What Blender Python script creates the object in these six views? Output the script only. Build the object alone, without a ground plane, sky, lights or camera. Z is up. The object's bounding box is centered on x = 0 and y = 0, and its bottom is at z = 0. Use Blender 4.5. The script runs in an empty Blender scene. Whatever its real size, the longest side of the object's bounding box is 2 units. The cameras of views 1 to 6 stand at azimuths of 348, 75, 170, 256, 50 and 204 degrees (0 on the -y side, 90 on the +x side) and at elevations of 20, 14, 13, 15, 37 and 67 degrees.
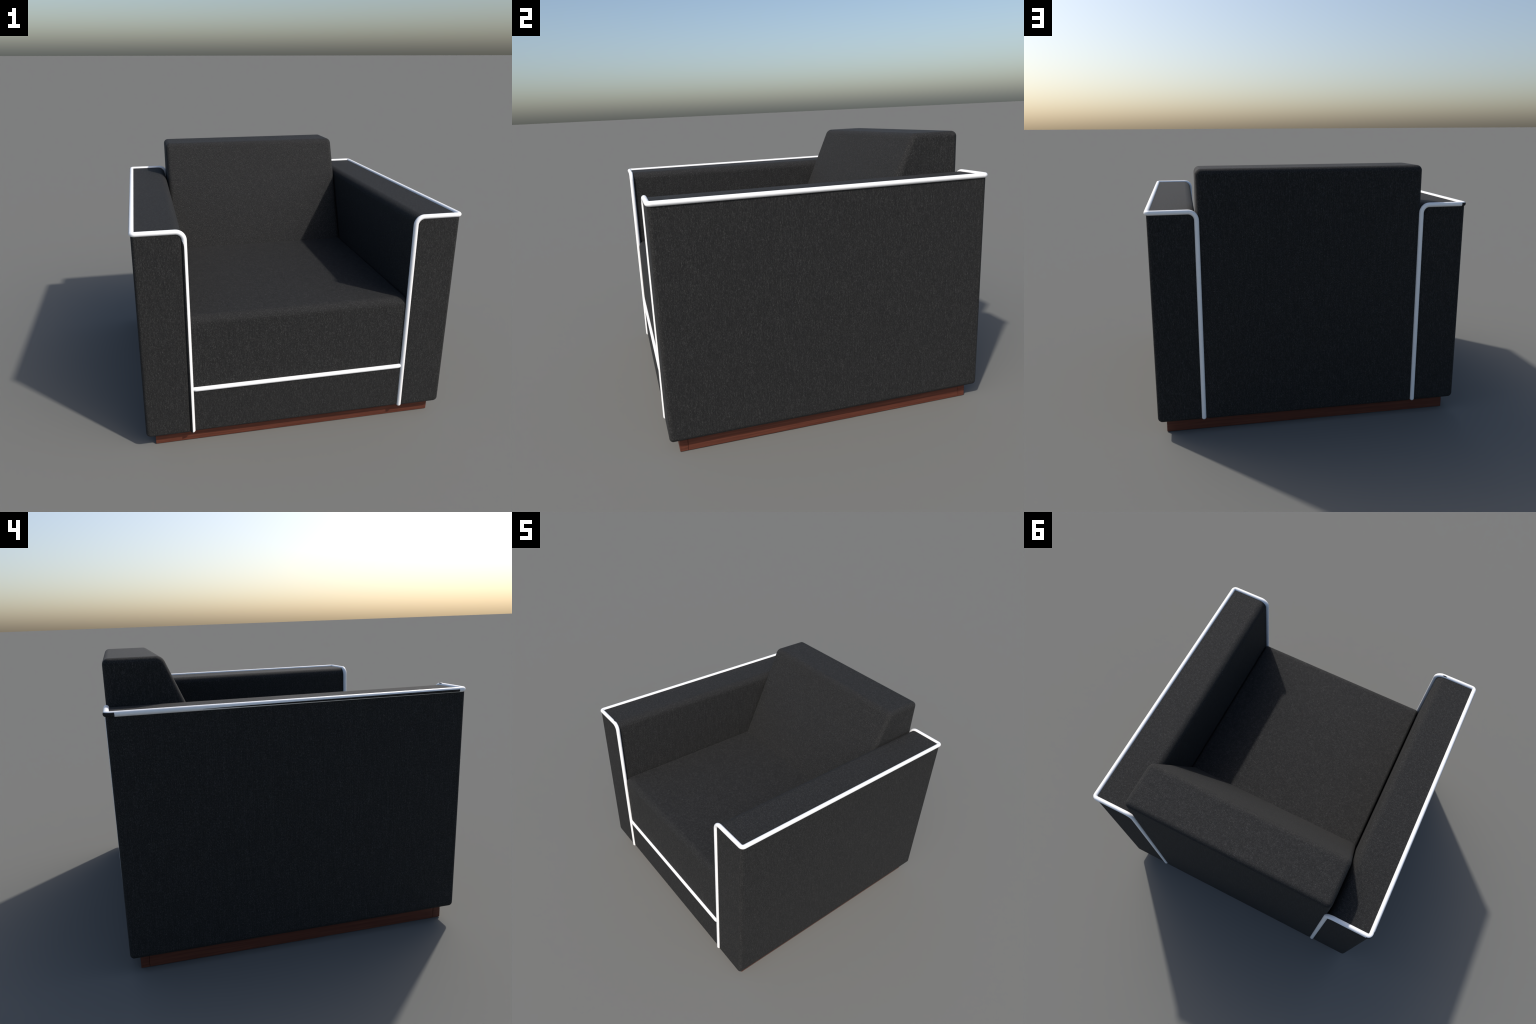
"""Upholstered club armchair: charcoal woven fabric, white piping, wooden plinth.

Frame: metres, z up, front of the chair looks towards -y.
"""
import bpy
import bmesh
from math import cos, sin, pi, tan, sqrt, radians
from mathutils import Vector

# ------------------------------------------------------------------ sizes
ARM_OUT = {1: 0.9872, -1: 0.9914}     # outer faces of the two armrests (x), a little uneven
ARM_IN = {1: 0.703, -1: 0.708}        # their inner faces
ARM_FRONT, ARM_REAR = -0.973, 0.970   # their ends (y)
ARM_TOP, BODY_LOW = 1.424, 0.0888      # fabric top of the arms, underside of all fabric
SEAT_HALF = 0.6995                     # half width of seat
BACK_HALF = 0.699                     # half width of backrest
SEAT_TOP, SEAT_FRONT, SEAT_REAR = 0.887, -0.964, 0.345
BASE_FRONT = -0.970                   # panel under the cushion stands slightly proud
BACK_TOP, BACK_REAR = 1.668, 0.971
SEAM_Z = 0.401                        # horizontal piping between cushion and base
PIPE_R = 0.0143
PIPE_X, PIPE_Y, PIPE_Z = 1.0 - PIPE_R, 0.9665, 1.421
PIPE_IN = 0.699
PLINTH_X, PLINTH_Y, BOARD = 0.935, 0.918, 0.047


# ------------------------------------------------------------------ helpers
def new_object(name, mesh, material, parent):
    ob = bpy.data.objects.new(name, mesh)
    bpy.context.scene.collection.objects.link(ob)
    if material:
        mesh.materials.clear()
        mesh.materials.append(material)
    ob.parent = parent
    return ob


def finish_mesh(bm, name):
    bmesh.ops.recalc_face_normals(bm, faces=bm.faces)
    me = bpy.data.meshes.new(name)
    bm.to_mesh(me)
    bm.free()
    for p in me.polygons:
        p.use_smooth = True
    return me


def inset_profile(corners, inset, steps=8):
    """Convex polygon of (u, v, radius), moved inwards by inset, with its corners rounded."""
    n = len(corners)
    pts = [Vector(c[:2]) for c in corners]
    area = sum(pts[i].x * pts[(i + 1) % n].y - pts[i].y * pts[(i + 1) % n].x for i in range(n))
    turn = 1.0 if area > 0 else -1.0
    lines = []
    for i in range(n):
        d = (pts[(i + 1) % n] - pts[i]).normalized()
        normal = Vector((-d.y, d.x)) * turn
        lines.append((pts[i] + normal * inset, d))
    out = []
    for i in range(n):
        p0, d0 = lines[i - 1]
        p1, d1 = lines[i]
        det = d0.x * d1.y - d0.y * d1.x
        w = p1 - p0
        corner = p0 + d0 * ((w.x * d1.y - w.y * d1.x) / det)
        r = max(corners[i][2] - inset, 0.0012)
        half = d0.angle(d1) / 2
        reach = r * tan(half)
        a, b = corner - d0 * reach, corner + d1 * reach
        inward = (d1 - d0).normalized()
        centre = corner + inward * (r / cos(half))
        va, vb = a - centre, b - centre
        total = va.angle(vb)
        for k in range(steps + 1):
            t = k / steps
            out.append(centre + (va * sin((1 - t) * total) + vb * sin(t * total)) / sin(total))
    return out


def padded_block(name, corners, lo, hi, edge, place, material, parent, steps=8):
    """Profile drawn out from lo to hi, with rounded ends (radius edge). place(u, v, w) -> xyz."""
    # stations run from the flat cap (full inset) to the full section
    stations = [(lo + edge * (1 - cos(pi / 2 * k / steps)), edge * (1 - sin(pi / 2 * k / steps))) for k in range(steps + 1)]
    stations += [(hi - (w - lo), d) for w, d in reversed(stations)]
    bm = bmesh.new()
    rings = []
    for w, d in stations:
        rings.append([bm.verts.new(place(p.x, p.y, w)) for p in inset_profile(corners, d, steps)])
    n = len(rings[0])
    for a, b in zip(rings, rings[1:]):
        for i in range(n):
            bm.faces.new((a[i], a[(i + 1) % n], b[(i + 1) % n], b[i]))
    bm.faces.new(rings[0])
    bm.faces.new(rings[-1])
    ob = new_object(name, finish_mesh(bm, name), material, parent)
    wn = ob.modifiers.new("soft_normals", "WEIGHTED_NORMAL")
    wn.mode = "FACE_AREA"
    wn.weight = 100
    return ob


def rounded_path(points, steps=10):
    """Polyline through (xyz, bend radius) with every inner corner turned into an arc."""
    out = [Vector(points[0][0])]
    for i in range(1, len(points) - 1):
        p, r = Vector(points[i][0]), points[i][1]
        d0 = (p - Vector(points[i - 1][0])).normalized()
        d1 = (Vector(points[i + 1][0]) - p).normalized()
        half = d0.angle(d1) / 2
        reach = r * tan(half)
        a, b = p - d0 * reach, p + d1 * reach
        centre = p + (d1 - d0).normalized() * (r / cos(half))
        va, vb = a - centre, b - centre
        total = va.angle(vb)
        for k in range(steps + 1):
            t = k / steps
            out.append(centre + (va * sin((1 - t) * total) + vb * sin(t * total)) / sin(total))
    out.append(Vector(points[-1][0]))
    return out


def frames_along(path):
    """Tangent, side and up vectors, carried along the path without twist."""
    tangents = []
    for i in range(len(path)):
        a, b = path[max(i - 1, 0)], path[min(i + 1, len(path) - 1)]
        tangents.append((b - a).normalized())
    side = tangents[0].orthogonal().normalized()
    frames = []
    for t in tangents:
        side = (side - t * side.dot(t)).normalized()
        frames.append((t, side, t.cross(side)))
    return frames


def tube(name, path, radius, material, parent, sides=20, cap_rings=5):
    """Round cord along the path with domed ends."""
    frames = frames_along(path)
    bm = bmesh.new()
    rings = []

    def ring(c, f, r):
        return [bm.verts.new(c + (f[1] * cos(2 * pi * k / sides) + f[2] * sin(2 * pi * k / sides)) * r) for k in range(sides)]

    for k in range(cap_rings):
        a = pi / 2 * (k + 0.35) / cap_rings
        rings.append(ring(path[0] - frames[0][0] * radius * cos(a), frames[0], radius * sin(a)))
    for c, f in zip(path, frames):
        rings.append(ring(c, f, radius))
    for k in reversed(range(cap_rings)):
        a = pi / 2 * (k + 0.35) / cap_rings
        rings.append(ring(path[-1] + frames[-1][0] * radius * cos(a), frames[-1], radius * sin(a)))
    for a, b in zip(rings, rings[1:]):
        for i in range(sides):
            bm.faces.new((a[i], a[(i + 1) % sides], b[(i + 1) % sides], b[i]))
    bm.faces.new(rings[0])
    bm.faces.new(rings[-1])
    return new_object(name, finish_mesh(bm, name), material, parent)


def cover_strip(bm, stations, thick=0.0016, steps=10):
    """Thin curved fabric strip hugging a cord.

    stations: (centre, first axis, second axis, radius, angle from, angle to)."""
    inner, outer = [], []
    for c, e1, e2, r, a0, a1 in stations:
        ri, ro = [], []
        for k in range(steps + 1):
            t = k / steps
            a = a0 + (a1 - a0) * t
            d = e1 * cos(a) + e2 * sin(a)
            ri.append(bm.verts.new(c + d * (r - 0.001)))
            lift = thick * min(1.0, 4 * t, 4 * (1 - t))
            ro.append(bm.verts.new(c + d * (r + 0.0002 + lift)))
        inner.append(ri)
        outer.append(ro)
    last = len(stations) - 1
    for s in range(last):
        for k in range(steps):
            bm.faces.new((outer[s][k], outer[s][k + 1], outer[s + 1][k + 1], outer[s + 1][k]))
            bm.faces.new((inner[s][k], inner[s + 1][k], inner[s + 1][k + 1], inner[s][k + 1]))
        for k in (0, steps):
            bm.faces.new((inner[s][k], outer[s][k], outer[s + 1][k], inner[s + 1][k]))
    for s in (0, last):
        for k in range(steps):
            bm.faces.new((inner[s][k], inner[s][k + 1], outer[s][k + 1], outer[s][k]))


# ------------------------------------------------------------------ materials
def node_material(name):
    m = bpy.data.materials.new(name)
    m.use_nodes = True
    nt = m.node_tree
    return m, nt, nt.nodes["Principled BSDF"]


def add(nt, kind, **props):
    n = nt.nodes.new(kind)
    for k, v in props.items():
        setattr(n, k, v)
    return n


def noise(nt, vector, scale, stretch, detail=2.0, rough=0.5):
    mp = add(nt, "ShaderNodeMapping")
    mp.inputs["Scale"].default_value = stretch
    nt.links.new(vector, mp.inputs["Vector"])
    tx = add(nt, "ShaderNodeTexNoise")
    tx.inputs["Scale"].default_value = scale
    tx.inputs["Detail"].default_value = detail
    tx.inputs["Roughness"].default_value = rough
    nt.links.new(mp.outputs["Vector"], tx.inputs["Vector"])
    return tx.outputs["Fac"]


def math(nt, op, a, b):
    n = add(nt, "ShaderNodeMath", operation=op)
    for socket, v in zip(n.inputs, (a, b)):
        if isinstance(v, (int, float)):
            socket.default_value = v
        else:
            nt.links.new(v, socket)
    return n.outputs[0]


def ramp(nt, fac, stops):
    n = add(nt, "ShaderNodeValToRGB")
    el = n.color_ramp.elements
    while len(el) < len(stops):
        el.new(0.5)
    for e, (pos, col) in zip(el, stops):
        e.position = pos
        e.color = (*col, 1.0)
    nt.links.new(fac, n.inputs["Fac"])
    return n.outputs["Color"]


def fabric_material():
    m, nt, bsdf = node_material("charcoal_weave")
    co = add(nt, "ShaderNodeTexCoord").outputs["Object"]
    warp = noise(nt, co, 1.0, (350, 350, 95), 2.0, 0.6)      # short upright slubs in the yarn
    streak = noise(nt, co, 1.0, (300, 300, 14), 1.0, 0.5)      # faint long warp threads
    weft = noise(nt, co, 1.0, (70, 70, 420), 1.0, 0.5)        # faint cross threads
    speck = noise(nt, co, 1.0, (400, 400, 400), 1.0, 0.6)     # pepper and salt fibres
    mix = math(nt, "ADD", math(nt, "MULTIPLY", warp, 0.39), math(nt, "MULTIPLY", weft, 0.12))
    mix = math(nt, "ADD", mix, math(nt, "MULTIPLY", speck, 0.35))
    mix = math(nt, "ADD", mix, math(nt, "MULTIPLY", streak, 0.14))
    col = ramp(nt, mix, [
        (0.38, (0.0030, 0.0031, 0.0032)),
        (0.48, (0.0080, 0.0081, 0.0082)),
        (0.55, (0.0185, 0.0185, 0.0183)),
        (0.65, (0.0660, 0.0660, 0.0645)),
    ])
    nt.links.new(col, bsdf.inputs["Base Color"])
    bsdf.inputs["Roughness"].default_value = 0.9
    bsdf.inputs["Specular IOR Level"].default_value = 0.42
    bump = add(nt, "ShaderNodeBump")
    bump.inputs["Strength"].default_value = 0.10
    bump.inputs["Distance"].default_value = 0.002
    nt.links.new(mix, bump.inputs["Height"])
    nt.links.new(bump.outputs["Normal"], bsdf.inputs["Normal"])
    return m


def piping_material():
    m, nt, bsdf = node_material("white_vinyl_cord")
    co = add(nt, "ShaderNodeTexCoord").outputs["Object"]
    grain = noise(nt, co, 1.0, (60, 60, 60), 2.0)
    col = ramp(nt, grain, [(0.3, (0.91, 0.91, 0.91)), (0.7, (0.93, 0.93, 0.93))])
    nt.links.new(col, bsdf.inputs["Base Color"])
    bsdf.inputs["Roughness"].default_value = 0.45
    return m


def wood_material():
    m, nt, bsdf = node_material("red_brown_wood")
    co = add(nt, "ShaderNodeTexCoord").outputs["Object"]
    long_grain = noise(nt, co, 1.0, (2.2, 14, 110), 3.0, 0.6)
    fine = noise(nt, co, 1.0, (9, 40, 400), 2.0, 0.5)
    mix = math(nt, "ADD", math(nt, "MULTIPLY", long_grain, 0.75), math(nt, "MULTIPLY", fine, 0.25))
    col = ramp(nt, mix, [
        (0.30, (0.074, 0.020, 0.011)),
        (0.50, (0.105, 0.030, 0.017)),
        (0.70, (0.145, 0.045, 0.025)),
    ])
    nt.links.new(col, bsdf.inputs["Base Color"])
    bsdf.inputs["Roughness"].default_value = 0.55
    bsdf.inputs["Specular IOR Level"].default_value = 0.3
    bump = add(nt, "ShaderNodeBump")
    bump.inputs["Strength"].default_value = 0.06
    bump.inputs["Distance"].default_value = 0.002
    nt.links.new(mix, bump.inputs["Height"])
    nt.links.new(bump.outputs["Normal"], bsdf.inputs["Normal"])
    return m


# ------------------------------------------------------------------ the chair
fabric, white, wood = fabric_material(), piping_material(), wood_material()

chair = bpy.data.objects.new("armchair", None)
bpy.context.scene.collection.objects.link(chair)
chair["label"] = "boxy charcoal fabric armchair with white piping on a wooden plinth"
chair["category"] = "armchair"

# --- armrests: slab with a generous inner top edge, crisp outer edges
arms = {}
for side in (1, -1):
    section = [
        (side * ARM_OUT[side], BODY_LOW, 0.030),
        (side * ARM_OUT[side], ARM_TOP, 0.020),
        (side * ARM_IN[side], ARM_TOP, 0.052),
        (side * ARM_IN[side], BODY_LOW, 0.020),
    ]
    arm = padded_block("armrest", section, ARM_FRONT, ARM_REAR, 0.022,
                       lambda u, v, w: (u, w, v), fabric, chair)
    arms[side] = arm
    run = rounded_path([
        ((side * PIPE_IN, -PIPE_Y, BODY_LOW + 0.015), 0),
        ((side * PIPE_IN, -PIPE_Y, PIPE_Z), 0.050),
        ((side * PIPE_X, -PIPE_Y, PIPE_Z), 0.020),
        ((side * PIPE_X, PIPE_Y, PIPE_Z), 0.020),
        ((side * PIPE_IN, PIPE_Y - 0.001, PIPE_Z), 0.050),
        ((side * PIPE_IN, PIPE_Y - 0.0045, BODY_LOW + 0.015), 0),
    ])
    tube("piping", run, PIPE_R, white, arm)

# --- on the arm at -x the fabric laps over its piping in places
X, Y, Z = Vector((1, 0, 0)), Vector((0, 1, 0)), Vector((0, 0, 1))
bm = bmesh.new()
# outer half of the upright cord at the front
upright = []
for z, close in ((BODY_LOW + 0.008, 1.0), (0.5, 1.0), (0.9, 1.0), (1.335, 1.0), (1.350, 0.93), (1.362, 0.75), (1.370, 0.4)):
    upright.append((Vector((-PIPE_IN, -PIPE_Y, z)), -X, -Y, PIPE_R, radians(-30), radians(-30 + 108 * close)))
cover_strip(bm, upright)
# long wedge along the outer cord, widening to the front
wedge = []
for k in range(25):
    y = 0.50 - (0.50 + 0.930) * k / 24
    grow = sqrt(k / 24) if k else 0.02
    wedge.append((Vector((-PIPE_X, y, PIPE_Z)), -X, Z, PIPE_R, radians(-20 - 27 * grow), radians(-20 + 34 * grow)))
cover_strip(bm, wedge, thick=0.0010)
# rear corner
corner = []
bend = 0.020
for k in range(13):
    s = -0.020 + (0.020 + bend * pi / 2 + 0.002) * k / 12
    a = min(max(s / bend, 0.0), pi / 2)
    back = Vector((-PIPE_X + bend, PIPE_Y - bend, PIPE_Z))
    c = back + Vector((-cos(a), sin(a), 0)) * bend + Vector((0, min(s, 0), 0)) + Vector((max(s - bend * pi / 2, 0), 0, 0))
    corner.append((c, Vector((-cos(a), sin(a), 0)), Z, PIPE_R, radians(-75), radians(38)))
cover_strip(bm, corner, thick=0.0005)
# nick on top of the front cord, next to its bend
nick = []
for k in range(5):
    x = -0.772 + 0.030 * k / 4
    w = sin(pi * (k + 0.4) / 4.8)
    nick.append((Vector((x, -PIPE_Y, PIPE_Z)), Y, Z, PIPE_R, radians(62 - 16 * w), radians(62 + 16 * w)))
cover_strip(bm, nick, thick=0.0008)
new_object("piping_overlap", finish_mesh(bm, "piping_overlap"), fabric, arms[-1])

# --- backrest: one padded slab from the plinth to the top, its front leaning back
lean = 0.4330
slope_y = lambda z: 0.3140 + lean * (z - 0.880)
padded_block("backrest", [
    (BACK_REAR, BODY_LOW, 0.020),
    (BACK_REAR - 0.004, BACK_TOP, 0.034),
    (slope_y(BACK_TOP), BACK_TOP, 0.050),
    (slope_y(0.82), 0.82, 0.020),
    (slope_y(0.82), BODY_LOW, 0.010),
], -BACK_HALF, BACK_HALF, 0.034, lambda u, v, w: (w, u, v), fabric, chair)

# --- seat: cushion above the seam, base panel below it
padded_block("seat_cushion", [
    (SEAT_FRONT, SEAM_Z + 0.001, 0.006),
    (SEAT_FRONT, SEAT_TOP, 0.050),
    (SEAT_REAR, SEAT_TOP, 0.010),
    (SEAT_REAR, SEAM_Z + 0.001, 0.006),
], -SEAT_HALF, SEAT_HALF, 0.022, lambda u, v, w: (w, u, v), fabric, chair)
base = padded_block("seat_base", [
    (BASE_FRONT, BODY_LOW + 0.004, 0.020),
    (BASE_FRONT, SEAM_Z - 0.001, 0.006),
    (SEAT_REAR, SEAM_Z - 0.001, 0.006),
    (SEAT_REAR, BODY_LOW, 0.010),
], -SEAT_HALF, SEAT_HALF, 0.020, lambda u, v, w: (w, u, v), fabric, chair)
reach = SEAT_HALF - 0.0135
tube("piping", rounded_path([
    ((-reach, -PIPE_Y + 0.06, SEAM_Z), 0),
    ((-reach, -PIPE_Y, SEAM_Z), 0.022),
    ((reach, -PIPE_Y, SEAM_Z), 0.022),
    ((reach, -PIPE_Y + 0.06, SEAM_Z), 0),
]), PIPE_R, white, base)

# --- plinth: four boards, the front and rear ones running the full width
plinth = bpy.data.objects.new("plinth", None)
bpy.context.scene.collection.objects.link(plinth)
plinth.parent = chair


def board_mesh(name, length):
    bm = bmesh.new()
    bmesh.ops.create_cube(bm, size=1.0)
    for v in bm.verts:
        v.co = Vector((v.co.x * length, v.co.y * BOARD, (v.co.z + 0.5) * (BODY_LOW + 0.004)))
    bmesh.ops.bevel(bm, geom=list(bm.edges), offset=0.0022, segments=2, affect="EDGES", profile=0.5)
    me = finish_mesh(bm, name)
    me.materials.append(wood)
    return me


long_board = board_mesh("cross_board", 2 * PLINTH_X)
short_board = board_mesh("side_board", 2 * (PLINTH_Y - BOARD) - 0.002)
for mesh, place, turn in (
    (long_board, (0, -PLINTH_Y + BOARD / 2, 0), 0),
    (long_board, (0, PLINTH_Y - BOARD / 2, 0), pi),
    (short_board, (PLINTH_X - BOARD / 2, 0, 0), pi / 2),
    (short_board, (-PLINTH_X + BOARD / 2, 0, 0), -pi / 2),
):
    ob = new_object(mesh.name, mesh, None, plinth)
    ob.location = place
    ob.rotation_euler = (0, 0, turn)
    wn = ob.modifiers.new("soft_normals", "WEIGHTED_NORMAL")
    wn.weight = 100
